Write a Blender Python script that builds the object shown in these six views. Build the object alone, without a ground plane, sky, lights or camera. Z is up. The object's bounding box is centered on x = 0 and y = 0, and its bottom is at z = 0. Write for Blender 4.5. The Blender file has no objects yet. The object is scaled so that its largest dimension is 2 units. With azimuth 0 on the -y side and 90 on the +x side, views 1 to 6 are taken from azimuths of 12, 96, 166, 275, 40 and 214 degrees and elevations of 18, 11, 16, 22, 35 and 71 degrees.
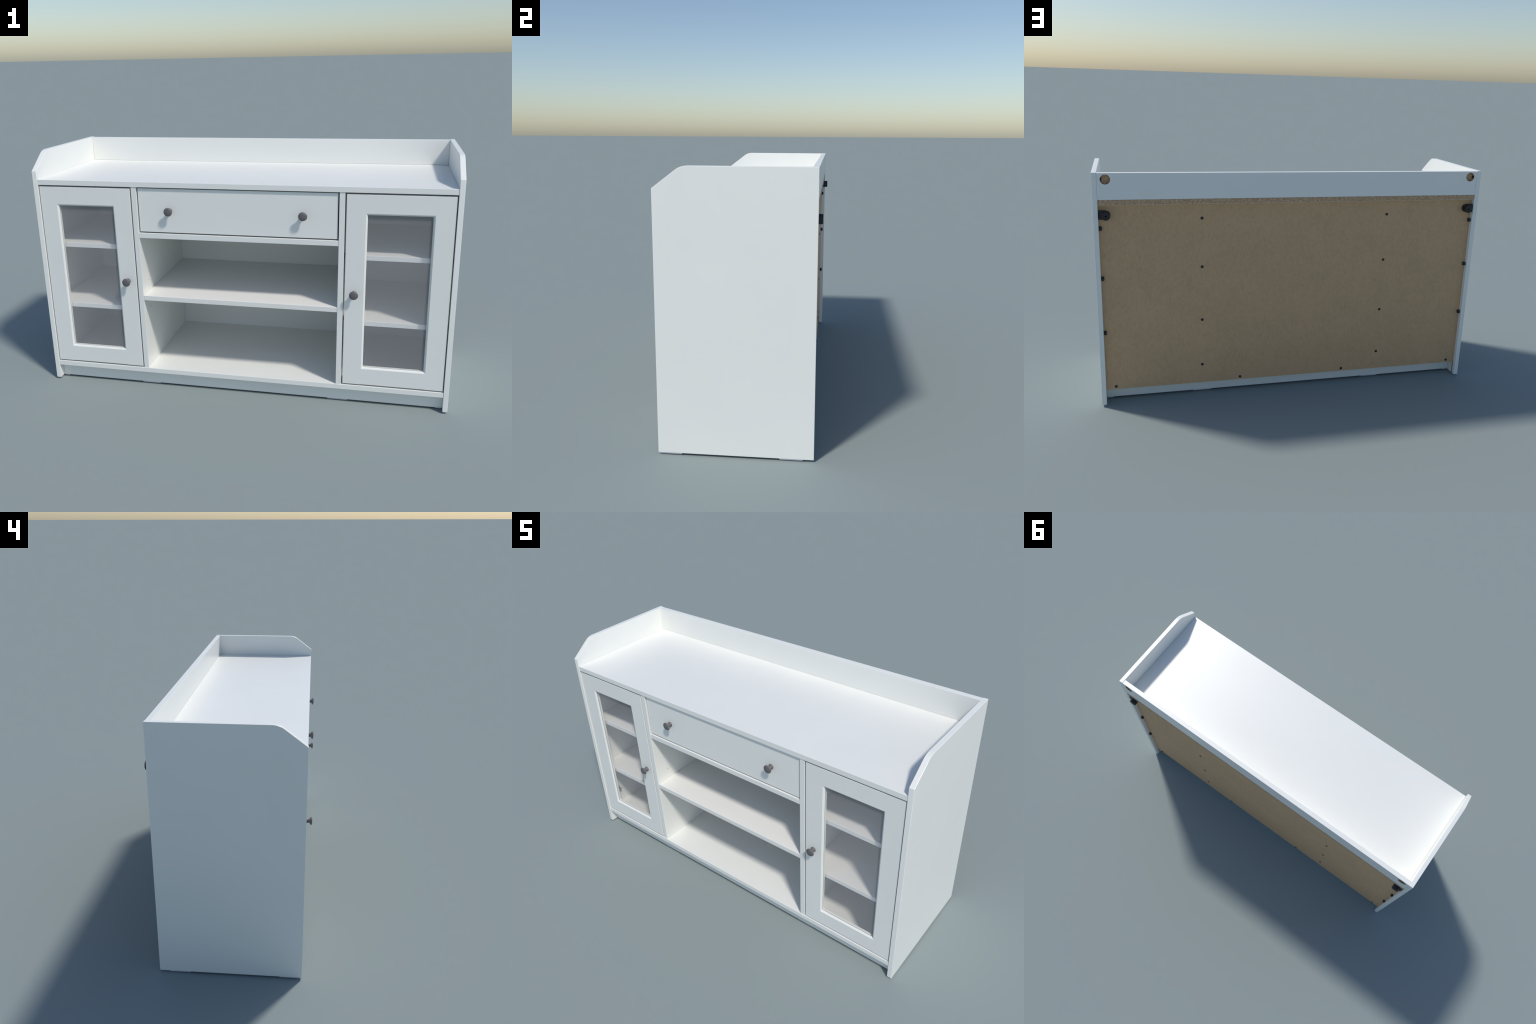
import bpy, bmesh, math
from mathutils import Vector, Matrix

# ------------------------------------------------------------------ sizes (m)
W_OUT, W_IN = 1.000, 0.9768            # outer / inner face of the side panels (|x|)
Y_FRONT, Y_BACK = -0.3187, 0.3300      # side panel depth
Z_FOOT, Z_SIDE = 0.0070, 1.1962        # side panel bottom / top
Y_EDGE = -0.3167                       # front edge of top and bottom boards
Y_DIV = -0.3140                        # front edge of dividers and open shelves
Y_DOOR = -0.3138                       # door face
Y_DRAWER = -0.3075                     # drawer face
TOP = (1.0420, 1.0675)
BOT = (0.0801, 0.1051)
DIV = (0.4753, 0.5005)
PANEL_IN, PANEL_OUT = 0.2980, 0.3067   # hardboard back
GAP = 0.0004

# ------------------------------------------------------------------ materials
def new_mat(name):
    m = bpy.data.materials.new(name)
    m.use_nodes = True
    nt = m.node_tree
    b = nt.nodes["Principled BSDF"]
    return m, nt, b

def noise(nt, scale, detail=4.0, rough=0.6, stretch=(1, 1, 1)):
    tc = nt.nodes.new("ShaderNodeTexCoord")
    mp = nt.nodes.new("ShaderNodeMapping")
    mp.inputs["Scale"].default_value = stretch
    n = nt.nodes.new("ShaderNodeTexNoise")
    n.inputs["Scale"].default_value = scale
    n.inputs["Detail"].default_value = detail
    n.inputs["Roughness"].default_value = rough
    nt.links.new(tc.outputs["Object"], mp.inputs["Vector"])
    nt.links.new(mp.outputs["Vector"], n.inputs["Vector"])
    return n

def ramp(nt, src, stops):
    r = nt.nodes.new("ShaderNodeValToRGB")
    els = r.color_ramp.elements
    while len(els) < len(stops):
        els.new(0.5)
    for e, (p, c) in zip(els, stops):
        e.position, e.color = p, (*c, 1)
    nt.links.new(src, r.inputs["Fac"])
    return r

def bump(nt, bsdf, height, strength, distance):
    b = nt.nodes.new("ShaderNodeBump")
    b.inputs["Strength"].default_value = strength
    b.inputs["Distance"].default_value = distance
    nt.links.new(height, b.inputs["Height"])
    nt.links.new(b.outputs["Normal"], bsdf.inputs["Normal"])

def white_lacquer(name, base, rough):
    m, nt, b = new_mat(name)
    n = noise(nt, 3.0, 2.0)
    lo = tuple(c * 0.985 for c in base)
    r = ramp(nt, n.outputs["Fac"], [(0.35, lo), (0.65, base)])
    nt.links.new(r.outputs["Color"], b.inputs["Base Color"])
    b.inputs["Roughness"].default_value = rough
    b.inputs["Specular IOR Level"].default_value = 0.5
    return m

WHITE = white_lacquer("white_foil", (0.860, 0.866, 0.825), 0.335)
INNER = white_lacquer("white_inner_foil", (0.866, 0.856, 0.815), 0.40)
DOORW = white_lacquer("white_paint", (0.860, 0.866, 0.825), 0.335)

def make_hardboard():
    m, nt, b = new_mat("brown_hardboard")
    big = noise(nt, 7.0, 4.0, 0.6)
    fine = noise(nt, 90.0, 5.0, 0.7, (1.0, 1.0, 0.6))
    mix = nt.nodes.new("ShaderNodeMath"); mix.operation = "MULTIPLY_ADD"
    mix.inputs[1].default_value = 0.72
    nt.links.new(fine.outputs["Fac"], mix.inputs[0])
    sc = nt.nodes.new("ShaderNodeMath"); sc.operation = "MULTIPLY"; sc.inputs[1].default_value = 0.28
    nt.links.new(big.outputs["Fac"], sc.inputs[0])
    nt.links.new(sc.outputs[0], mix.inputs[2])
    r = ramp(nt, mix.outputs[0], [(0.34, (0.475, 0.340, 0.188)), (0.50, (0.575, 0.378, 0.212)), (0.66, (0.640, 0.402, 0.236))])
    nt.links.new(r.outputs["Color"], b.inputs["Base Color"])
    b.inputs["Roughness"].default_value = 0.75
    bump(nt, b, fine.outputs["Fac"], 0.15, 0.001)
    return m
HARD = make_hardboard()

def make_chipboard():
    m, nt, b = new_mat("raw_chipboard")
    n = noise(nt, 130.0, 5.0, 0.7, (0.7, 1.0, 1.0))
    r = ramp(nt, n.outputs["Fac"], [(0.32, (0.29, 0.18, 0.100)), (0.5, (0.50, 0.335, 0.20)), (0.68, (0.70, 0.49, 0.32))])
    nt.links.new(r.outputs["Color"], b.inputs["Base Color"])
    b.inputs["Roughness"].default_value = 0.85
    bump(nt, b, n.outputs["Fac"], 0.3, 0.001)
    return m
CHIP = make_chipboard()

def plain(name, col, rough, metal=0.0):
    m, nt, b = new_mat(name)
    n = noise(nt, 60.0, 3.0)
    r = ramp(nt, n.outputs["Fac"], [(0.3, tuple(c * 0.92 for c in col)), (0.7, col)])
    nt.links.new(r.outputs["Color"], b.inputs["Base Color"])
    b.inputs["Roughness"].default_value = rough
    b.inputs["Metallic"].default_value = metal
    return m

KNOB = plain("grey_knob_paint", (0.143, 0.137, 0.140), 0.5)
BLACK = plain("black_plastic", (0.012, 0.012, 0.014), 0.45)
GROOVE_SHADE = plain("painted_groove_shadow", (0.23, 0.215, 0.20), 0.7)  # grey-brown paint darkens the groove into a shadow line beside the glass
PADM = plain("pale_plastic_pad", (0.62, 0.62, 0.70), 0.5)
STEEL = plain("nickel_hinge", (0.45, 0.44, 0.42), 0.35, 0.8)

def make_glass():
    m, nt, b = new_mat("hazy_glass")
    n = noise(nt, 4.0, 2.0)
    r = ramp(nt, n.outputs["Fac"], [(0.3, (0.92, 0.93, 0.95)), (0.7, (0.94, 0.95, 0.97))])
    nt.links.new(r.outputs["Color"], b.inputs["Base Color"])
    b.inputs["Roughness"].default_value = 0.25
    t = nt.nodes.new("ShaderNodeBsdfTransparent")
    mix = nt.nodes.new("ShaderNodeMixShader")
    mix.inputs[0].default_value = GLASS_FILM
    out = nt.nodes["Material Output"]
    nt.links.new(t.outputs[0], mix.inputs[1])
    nt.links.new(b.outputs[0], mix.inputs[2])
    nt.links.new(mix.outputs[0], out.inputs["Surface"])
    return m
GLASS_FILM = 0.105
GLASS = make_glass()

# ------------------------------------------------------------------ builders
ROOT = bpy.data.objects.new("sideboard", None)
ROOT.empty_display_size = 0.2
bpy.context.scene.collection.objects.link(ROOT)
ROOT["label"] = "white sideboard with glass doors, drawer and open shelves"
ROOT["category"] = "sideboard"

def place(name, mesh, loc, parent=ROOT):
    o = bpy.data.objects.new(name, mesh)
    bpy.context.scene.collection.objects.link(o)
    o.parent = parent
    o.location = Vector(loc) - (world_of(parent))
    return o

def world_of(o):
    v = Vector((0, 0, 0))
    while o is not None:
        v += o.location
        o = o.parent
    return v

def finish(bm, name, mats, smooth=True, angle=15):
    bmesh.ops.recalc_face_normals(bm, faces=bm.faces)
    me = bpy.data.meshes.new(name)
    bm.to_mesh(me)
    bm.free()
    for m in mats:
        me.materials.append(m)
    if smooth:
        me.shade_smooth()
        me.set_sharp_from_angle(angle=math.radians(angle))
    return me

def add_box(bm, lo, hi, mat=0):
    v = [bm.verts.new((x, y, z)) for x in (lo[0], hi[0]) for y in (lo[1], hi[1]) for z in (lo[2], hi[2])]
    fs = {}
    for key, idx in {"-x": (0, 1, 3, 2), "+x": (4, 6, 7, 5), "-y": (0, 4, 5, 1), "+y": (2, 3, 7, 6), "-z": (0, 2, 6, 4), "+z": (1, 5, 7, 3)}.items():
        f = bm.faces.new([v[i] for i in idx])
        f.material_index = mat
        fs[key] = f
    return fs

def bevel_all(bm, w, seg=2):
    bmesh.ops.bevel(bm, geom=list(bm.edges), offset=w, offset_type="OFFSET", segments=seg, profile=0.5, affect="EDGES", clamp_overlap=True)

def board(name, x, y, z, mat=WHITE, raw=None, raw_mat=CHIP, bev=0.0012, parent=ROOT):
    """A sheet-board from (x0,x1) (y0,y1) (z0,z1); raw = faces that show the core."""
    c = Vector(((x[0] + x[1]) / 2, (y[0] + y[1]) / 2, (z[0] + z[1]) / 2))
    h = Vector(((x[1] - x[0]) / 2, (y[1] - y[0]) / 2, (z[1] - z[0]) / 2))
    bm = bmesh.new()
    fs = add_box(bm, -h, h)
    for k in raw or ():
        fs[k].material_index = 1
    if bev:
        bevel_all(bm, bev)
    me = finish(bm, name, [mat, raw_mat] if raw else [mat])
    return place(name, me, c, parent)

def lathe(bm, profile, seg=24, mat=0):
    """Turn (radius, distance) pairs about an axis that runs along -y."""
    rings = []
    for r, d in profile:
        if r < 1e-6:
            rings.append([bm.verts.new((0, -d, 0))])
        else:
            rings.append([bm.verts.new((r * math.cos(2 * math.pi * i / seg), -d, r * math.sin(2 * math.pi * i / seg))) for i in range(seg)])
    for a, b in zip(rings, rings[1:]):
        for i in range(seg):
            j = (i + 1) % seg
            if len(a) == 1 and len(b) == 1:
                continue
            if len(a) == 1:
                f = bm.faces.new((a[0], b[j], b[i]))
            elif len(b) == 1:
                f = bm.faces.new((a[i], a[j], b[0]))
            else:
                f = bm.faces.new((a[i], a[j], b[j], b[i]))
            f.material_index = mat

def boolean_cut(obj, cutter_mesh, mat_from_cutter=True):
    c = bpy.data.objects.new("cutter", cutter_mesh)
    bpy.context.scene.collection.objects.link(c)
    mod = obj.modifiers.new("cut", "BOOLEAN")
    mod.operation, mod.solver, mod.object = "DIFFERENCE", "EXACT", c
    mod.material_mode = "TRANSFER" if mat_from_cutter else "INDEX"
    bpy.context.view_layer.update()
    dg = bpy.context.evaluated_depsgraph_get()
    me = bpy.data.meshes.new_from_object(obj.evaluated_get(dg))
    me.name = obj.name
    obj.modifiers.clear()
    obj.data = me
    bpy.data.objects.remove(c)
    me.shade_smooth()
    me.set_sharp_from_angle(angle=math.radians(15))

# ------------------------------------------------------------------ side panels
def side_profile():
    pts = [(Y_FRONT, Z_FOOT), (Y_FRONT, 1.1082), (-0.2226, 1.1812)]
    a, b, c = Vector((-0.2226, 1.1812)), Vector((-0.2025, Z_SIDE)), Vector((-0.1725, Z_SIDE))
    for i in range(1, 7):
        t = i / 6
        p = a * (1 - t) ** 2 + b * 2 * t * (1 - t) + c * t * t
        pts.append((p.x, p.y))
    pts += [(Y_BACK, Z_SIDE), (Y_BACK, Z_FOOT)]
    return pts

def side_panel(sx):
    bm = bmesh.new()
    half = (W_OUT - W_IN) / 2
    a = [bm.verts.new((-half, y, z)) for y, z in side_profile()]
    b = [bm.verts.new((half, y, z)) for y, z in side_profile()]
    n = len(a)
    bm.faces.new(a)
    bm.faces.new(b[::-1])
    for i in range(n):
        bm.faces.new((a[i], b[i], b[(i + 1) % n], a[(i + 1) % n]))
    bmesh.ops.recalc_face_normals(bm, faces=bm.faces)
    es = [e for e in bm.edges if len(e.link_faces) == 2 and e.calc_face_angle(0) > math.radians(30)]
    bmesh.ops.bevel(bm, geom=es, offset=0.0014, segments=2, profile=0.5, affect="EDGES")
    me = finish(bm, "side_panel", [WHITE, CHIP])
    o = place("side_panel", me, (sx * (W_OUT + W_IN) / 2, 0, 0))
    # groove that takes the back panel
    g = bmesh.new()
    xin = -sx * half
    add_box(g, (xin - 0.006, PANEL_IN - 0.0004, -0.1), (xin + 0.006, PANEL_OUT + 0.0008, TOP[0] - 0.002), 0)
    for v in g.verts:
        v.co.x += o.location.x
    gm = finish(g, "groove", [CHIP], False)
    boolean_cut(o, gm)
    return o

for sx in (-1, 1):
    side_panel(sx)

# ------------------------------------------------------------------ carcass
XI = W_IN - GAP
board("top_board", (-XI, XI), (Y_EDGE, 0.3282), TOP, raw=("-x", "+x"))
board("raw_edge", (-XI, XI), (0.3279, 0.3297), (TOP[0] + 0.0014, TOP[1] - 0.0002), mat=CHIP, bev=0.0004)
board("bottom_board", (-XI, XI), (Y_EDGE, PANEL_IN - 0.0002), BOT, raw=("-x", "+x"))
for sx in (-1, 1):
    xs = sorted((sx * DIV[0], sx * DIV[1]))
    board("divider", xs, (Y_DIV, PANEL_IN - 0.0004), (BOT[1] + GAP, TOP[0] - GAP), raw=("-z", "+z"))
xd = DIV[0] - GAP
board("drawer_shelf", (-xd, xd), (-0.3126, PANEL_IN - 0.0006), (0.7950, 0.8200), raw=("-x", "+x"))
board("shelf", (-xd, xd), (-0.3128, PANEL_IN - 0.0030), (0.4744, 0.4997), mat=INNER, bev=0.0016)
for sx in (-1, 1):
    xs = sorted((sx * (DIV[1] + 0.0014), sx * (W_IN - 0.0014)))
    board("cabinet_shelf", xs, (-0.2810, PANEL_IN - 0.0040), (0.7236, 0.7474), mat=INNER, bev=0.0016)
    board("cabinet_shelf", xs, (-0.2840, PANEL_IN - 0.0040), (0.4035, 0.4274), mat=INNER, bev=0.0016)

# plinth boards under the bottom board
board("plinth", (-XI - 0.0002, XI + 0.0002), (-0.2815, -0.2570), (Z_FOOT, BOT[0] - GAP), raw=("-x", "+x"))
board("plinth", (-XI - 0.0002, XI + 0.0002), (0.2240, 0.2485), (Z_FOOT, BOT[0] - GAP), raw=("-x", "+x"))

# hardboard back, foil on its inner face
back = board("back_panel", (-W_IN - 0.0045, W_IN + 0.0045), (PANEL_IN, PANEL_OUT), (0.0785, TOP[0] - 0.0004), mat=HARD, raw=("-y",), raw_mat=INNER, bev=0.0004)

# rail standing on the top board, with two blind fitting holes in its back
rail = board("back_rail", (-W_IN + 0.0004, W_IN - 0.0004), (0.3036, 0.3296), (TOP[1] + 0.0003, 1.1944), raw=("-x", "+x", "-z"))
for sx in (-1, 1):
    cb = bmesh.new()
    lathe(cb, [(0, 0.02), (0.0236, 0.02), (0.0236, -0.014), (0, -0.014)], 20)
    for v in cb.verts:
        v.co = Vector((v.co.x + sx * 0.938, -v.co.y + 0.3296 - 0.0, v.co.z + 1.1643))
    # the bore is 14 mm deep from the back face
    for v in cb.verts:
        v.co.y = 0.3296 - 0.014 if v.co.y < 0.3296 else 0.36
    boolean_cut(rail, finish(cb, "bore", [CHIP], False))
    bm = bmesh.new()
    lathe(bm, [(0, -0.001), (0.0058, -0.001), (0.0058, 0.020), (0.0045, 0.0212), (0, 0.0212)], 16)
    bolt = place("fitting_bolt", finish(bm, "fitting_bolt", [BLACK], angle=40), (sx * 0.9640, 0.3220, 1.1643))
    bolt.rotation_euler = (0, 0, math.radians(90 * (1 if sx < 0 else -1)))
    bolt.scale = (1, 0.45, 1)

# ------------------------------------------------------------------ knobs
def knob_mesh():
    bm = bmesh.new()
    prof = [(0.0, 0.0), (0.0128, 0.0), (0.0130, 0.0010), (0.0118, 0.0050), (0.0102, 0.0095), (0.0095, 0.0140),
            (0.0102, 0.0178), (0.0130, 0.0212), (0.0175, 0.0240), (0.0200, 0.0256), (0.0205, 0.0270),
            (0.0199, 0.0290), (0.0162, 0.0312), (0.0095, 0.0325), (0.0, 0.0329)]
    lathe(bm, prof, 24)
    return finish(bm, "knob", [KNOB], angle=60)
KNOB_MESH = knob_mesh()

# ------------------------------------------------------------------ drawer
drawer = board("drawer", (-0.4697, 0.4697), (Y_DRAWER, Y_DRAWER + 0.0235), (0.8260, 1.0362), bev=0.0018, mat=DOORW)
for sx in (-1, 1):
    place("knob", KNOB_MESH, (sx * 0.3157, Y_DRAWER, 0.9318), drawer)
bm = bmesh.new()
y0, y1 = Y_DRAWER + 0.0240, 0.262
for lo, hi in [((-0.455, y0, 0.846), (-0.437, y1, 0.985)), ((0.437, y0, 0.846), (0.455, y1, 0.985)),
               ((-0.4365, y1 - 0.018, 0.846), (0.4365, y1, 0.985)), ((-0.4365, y0, 0.852), (0.4365, y1 - 0.0185, 0.858))]:
    add_box(bm, lo, hi)
for v in bm.verts:
    v.co -= Vector((0, 0, 0.9))
place("drawer_box", finish(bm, "drawer_box", [INNER]), (0, 0, 0.9), drawer)

# ------------------------------------------------------------------ glazed doors
DX, DZ = (0.5072, 0.9722), (0.1125, 1.0345)      # door outline
WX, WZ = (0.5927, 0.8881), (0.1945, 0.9500)      # window outline on the face
CH, DT = 0.0082, 0.0215                          # chamfer of the window edge, door thickness

# window edge in section (inset, depth): chamfer, shadow groove at the glass, inner wall
LIP = [(0.0, 0.0), (CH * 0.55, CH * 0.38), (CH, CH), (CH - 0.0020, CH + 0.0003), (CH - 0.0020, CH + 0.0022),
       (CH, CH + 0.0022), (CH, DT), (0.0, DT)]

def door_mesh():
    """Frame of two stiles and two rails with a chamfered window edge; x measured from the door's middle."""
    cx, cz = (DX[0] + DX[1]) / 2, (DZ[0] + DZ[1]) / 2
    hx, hz = (DX[1] - DX[0]) / 2, (DZ[1] - DZ[0]) / 2
    wx = (WX[0] - cx, WX[1] - cx)
    wz = (WZ[0] - cz, WZ[1] - cz)
    bm = bmesh.new()
    r, j = 0.0016, 0.00004

    def sweep(prof, ends, axis, raw=()):
        rows = []
        for k in (0, 1):
            row = []
            for p, d in prof:
                e = ends(k, p, d)
                row.append(bm.verts.new((p, d, e) if axis == "x" else (e, d, p)))
            rows.append(row)
        n = len(prof)
        for i in range(n):
            f = bm.faces.new((rows[0][i], rows[0][(i + 1) % n], rows[1][(i + 1) % n], rows[1][i]))
            f.material_index = 1 if i in raw else 0
        bm.faces.new(rows[0])
        bm.faces.new(rows[1][::-1])

    # stiles run full height, the chamfered part stops at the mitre
    for a_out, a_in in ((-hx, wx[0]), (hx, wx[1])):
        s = 1 if a_in > a_out else -1
        flat = [(a_out, DT), (a_out, r), (a_out + s * r * 0.3, r * 0.3), (a_out + s * r, 0.0), (a_in - s * j, 0.0), (a_in - s * j, DT)]
        sweep(flat, lambda k, p, d: -hz if k == 0 else hz, "x")
        lip = [(a_in + s * p, d) for p, d in LIP]
        def ends(k, p, d, a_in=a_in):
            off = abs(p - a_in)
            return (wz[0] + off) if k == 0 else (wz[1] - off)
        sweep(lip, ends, "x", (2, 3, 4))
    for a_out, a_in in ((-hz, wz[0]), (hz, wz[1])):
        s = 1 if a_in > a_out else -1
        flat = [(a_out, DT), (a_out, r), (a_out + s * r * 0.3, r * 0.3), (a_out + s * r, 0.0), (a_in, 0.0), (a_in, DT)]
        sweep(flat, lambda k, p, d: wx[0] + j if k == 0 else wx[1] - j, "z")
        lip = [(a_in + s * p, d) for p, d in LIP]
        def ends2(k, p, d, a_in=a_in):
            off = abs(p - a_in)
            return (wx[0] + off) if k == 0 else (wx[1] - off)
        sweep(lip, ends2, "z", (2, 3, 4))
    return finish(bm, "door", [DOORW, GROOVE_SHADE]), cx, cz

DOOR_MESH, DCX, DCZ = door_mesh()

def pane_mesh():
    hx, hz = (WX[1] - WX[0]) / 2 - CH + 0.0002, (WZ[1] - WZ[0]) / 2 - CH + 0.0002
    bm = bmesh.new()
    add_box(bm, (-hx, -0.0012, -hz), (hx, 0.0012, hz))
    return finish(bm, "glass_pane", [GLASS], False)
PANE = pane_mesh()

def hinge_mesh():
    """Mounting plate, arm and cup of a concealed hinge; built for the right-hand side, x = 0 on the panel face."""
    bm = bmesh.new()
    add_box(bm, (-0.004, -0.018, -0.021), (0.0, 0.010, 0.021))
    add_box(bm, (-0.018, -0.052, -0.0085), (-0.0041, 0.012, 0.0085))
    bevel_all(bm, 0.0015)
    b2 = bmesh.new()
    lathe(b2, [(0, 0), (0.020, 0), (0.020, 0.008), (0, 0.008)], 20)
    for v in b2.verts:
        v.co += Vector((-0.045, -0.052, 0))
    tmp = bpy.data.meshes.new("tmp"); b2.to_mesh(tmp); b2.free()
    bm.from_mesh(tmp); bpy.data.meshes.remove(tmp)
    return finish(bm, "hinge", [STEEL])
HINGE = hinge_mesh()

WXC, WZC = (WX[0] + WX[1]) / 2, (WZ[0] + WZ[1]) / 2
for sx in (-1, 1):
    d = place("door", DOOR_MESH, (sx * DCX, Y_DOOR, DCZ))
    if sx < 0:
        mm = DOOR_MESH.copy()
        mm.transform(Matrix.Scale(-1, 4, (1, 0, 0)))
        mm.flip_normals()
        d.data = mm
    place("glass_pane", PANE, (sx * WXC, Y_DOOR + CH + 0.0042, WZC), d)
    place("knob", KNOB_MESH, (sx * 0.5500, Y_DOOR, 0.5728), d)
    for z in (0.2050, 0.9420):
        h = place("hinge", HINGE, (sx * (W_IN - 0.0003), -0.2320, z), d)
        h.scale = (sx, 1, 1)

# ------------------------------------------------------------------ feet, fasteners
def pad_mesh(lx, ly):
    bm = bmesh.new()
    fs = add_box(bm, (-lx / 2, -ly / 2, 0), (lx / 2, ly / 2, Z_FOOT - 0.0003))
    for v in fs["-z"].verts:
        v.co.x -= math.copysign(0.0035, v.co.x)
        v.co.y -= math.copysign(0.0035, v.co.y)
    bevel_all(bm, 0.0008, 1)
    return finish(bm, "foot_pad", [PADM])
PAD_SIDE, PAD_LONG, PAD_SHORT = pad_mesh(0.0224, 0.0985), pad_mesh(0.1000, 0.0230), pad_mesh(0.0310, 0.0230)
for sx in (-1, 1):
    for y in (-0.2660, 0.2365):
        place("foot_pad", PAD_SIDE, (sx * (W_OUT + W_IN) / 2, y, 0))
    for y in (-0.2692, 0.2362):
        place("foot_pad", PAD_LONG, (sx * 0.4810, y, 0))
        place("foot_pad", PAD_SHORT, (sx * 0.9600, y, 0))

def nail_mesh():
    bm = bmesh.new()
    lathe(bm, [(0, -0.002), (0.0074, -0.002), (0.0074, 0.001), (0.0052, 0.0028), (0, 0.0034)], 12)
    me = finish(bm, "nail", [BLACK], angle=50)
    me.transform(Matrix.Rotation(math.pi, 4, "Z"))
    return me
NAIL = nail_mesh()
for sx in (-1, 1):
    for z in (0.9670, 0.7175, 0.4330, 0.1825):
        place("nail", NAIL, (sx * 0.4868, PANEL_OUT, z))
    for x in (0.2852, 0.9280):
        place("nail", NAIL, (sx * x, PANEL_OUT, 0.0940))

def clip_mesh():
    """Wedge clip that holds the hardboard in its groove."""
    bm = bmesh.new()
    fs = add_box(bm, (-0.0065, 0.0, -0.0105), (0.0065, 0.0140, 0.0105))
    for v in fs["+y"].verts:
        v.co.z *= 0.78
    bevel_all(bm, 0.0022, 2)
    return finish(bm, "panel_clip", [BLACK], angle=60)
CLIP = clip_mesh()
for sx in (-1, 1):
    for z in (0.9270, 0.6775, 0.3935):
        place("panel_clip", CLIP, (sx * 0.9690, PANEL_OUT + 0.0002, z))

def spacer_mesh():
    """Wall spacer: a short rubber cylinder on an arm; x = 0 at the cylinder axis, arm towards +x."""
    bm = bmesh.new()
    add_box(bm, (0.004, 0.0, -0.0205), (0.0352, 0.0160, 0.0225))
    bevel_all(bm, 0.0012)
    me = bpy.data.meshes.new("tmp")
    b2 = bmesh.new()
    lathe(b2, [(0, 0.0), (0.0205, 0.0), (0.0203, 0.0376), (0.0192, 0.0395), (0.0178, 0.0400), (0.0040, 0.0400), (0.0036, 0.0396), (0.0036, 0.0300), (0, 0.0300)], 28)
    for v in b2.verts:
        v.co.y = -v.co.y
    bmesh.ops.recalc_face_normals(b2, faces=b2.faces)
    b2.to_mesh(me); b2.free()
    bm.from_mesh(me); bpy.data.meshes.remove(me)
    return finish(bm, "wall_spacer", [BLACK], angle=35)
SPACER = spacer_mesh()
for sx in (-1, 1):
    s = place("wall_spacer", SPACER, (sx * 0.9415, PANEL_OUT + 0.0001, 0.9930))
    s.scale = (sx, 1, 1)

# small drilled pin sockets in the dividers and cabinet walls
def pin_mesh():
    bm = bmesh.new()
    lathe(bm, [(0, -0.001), (0.0032, -0.001), (0.0032, 0.0004), (0.0022, 0.0003), (0, 0.0002)], 12)
    me = finish(bm, "pin_socket", [CHIP])
    me.transform(Matrix.Rotation(math.pi / 2, 4, "Z"))    # axis now along +x
    return me
PIN = pin_mesh()
for sx in (-1, 1):
    for y in (-0.2330, 0.2310):
        for z in (0.5557, 0.4126):
            p = place("pin_socket", PIN, (sx * DIV[0], y, z)); p.scale = (-sx, 1, 1)
        for z in (0.4843,):
            p = place("pin_socket", PIN, (sx * W_IN, y, z)); p.scale = (-sx, 1, 1)
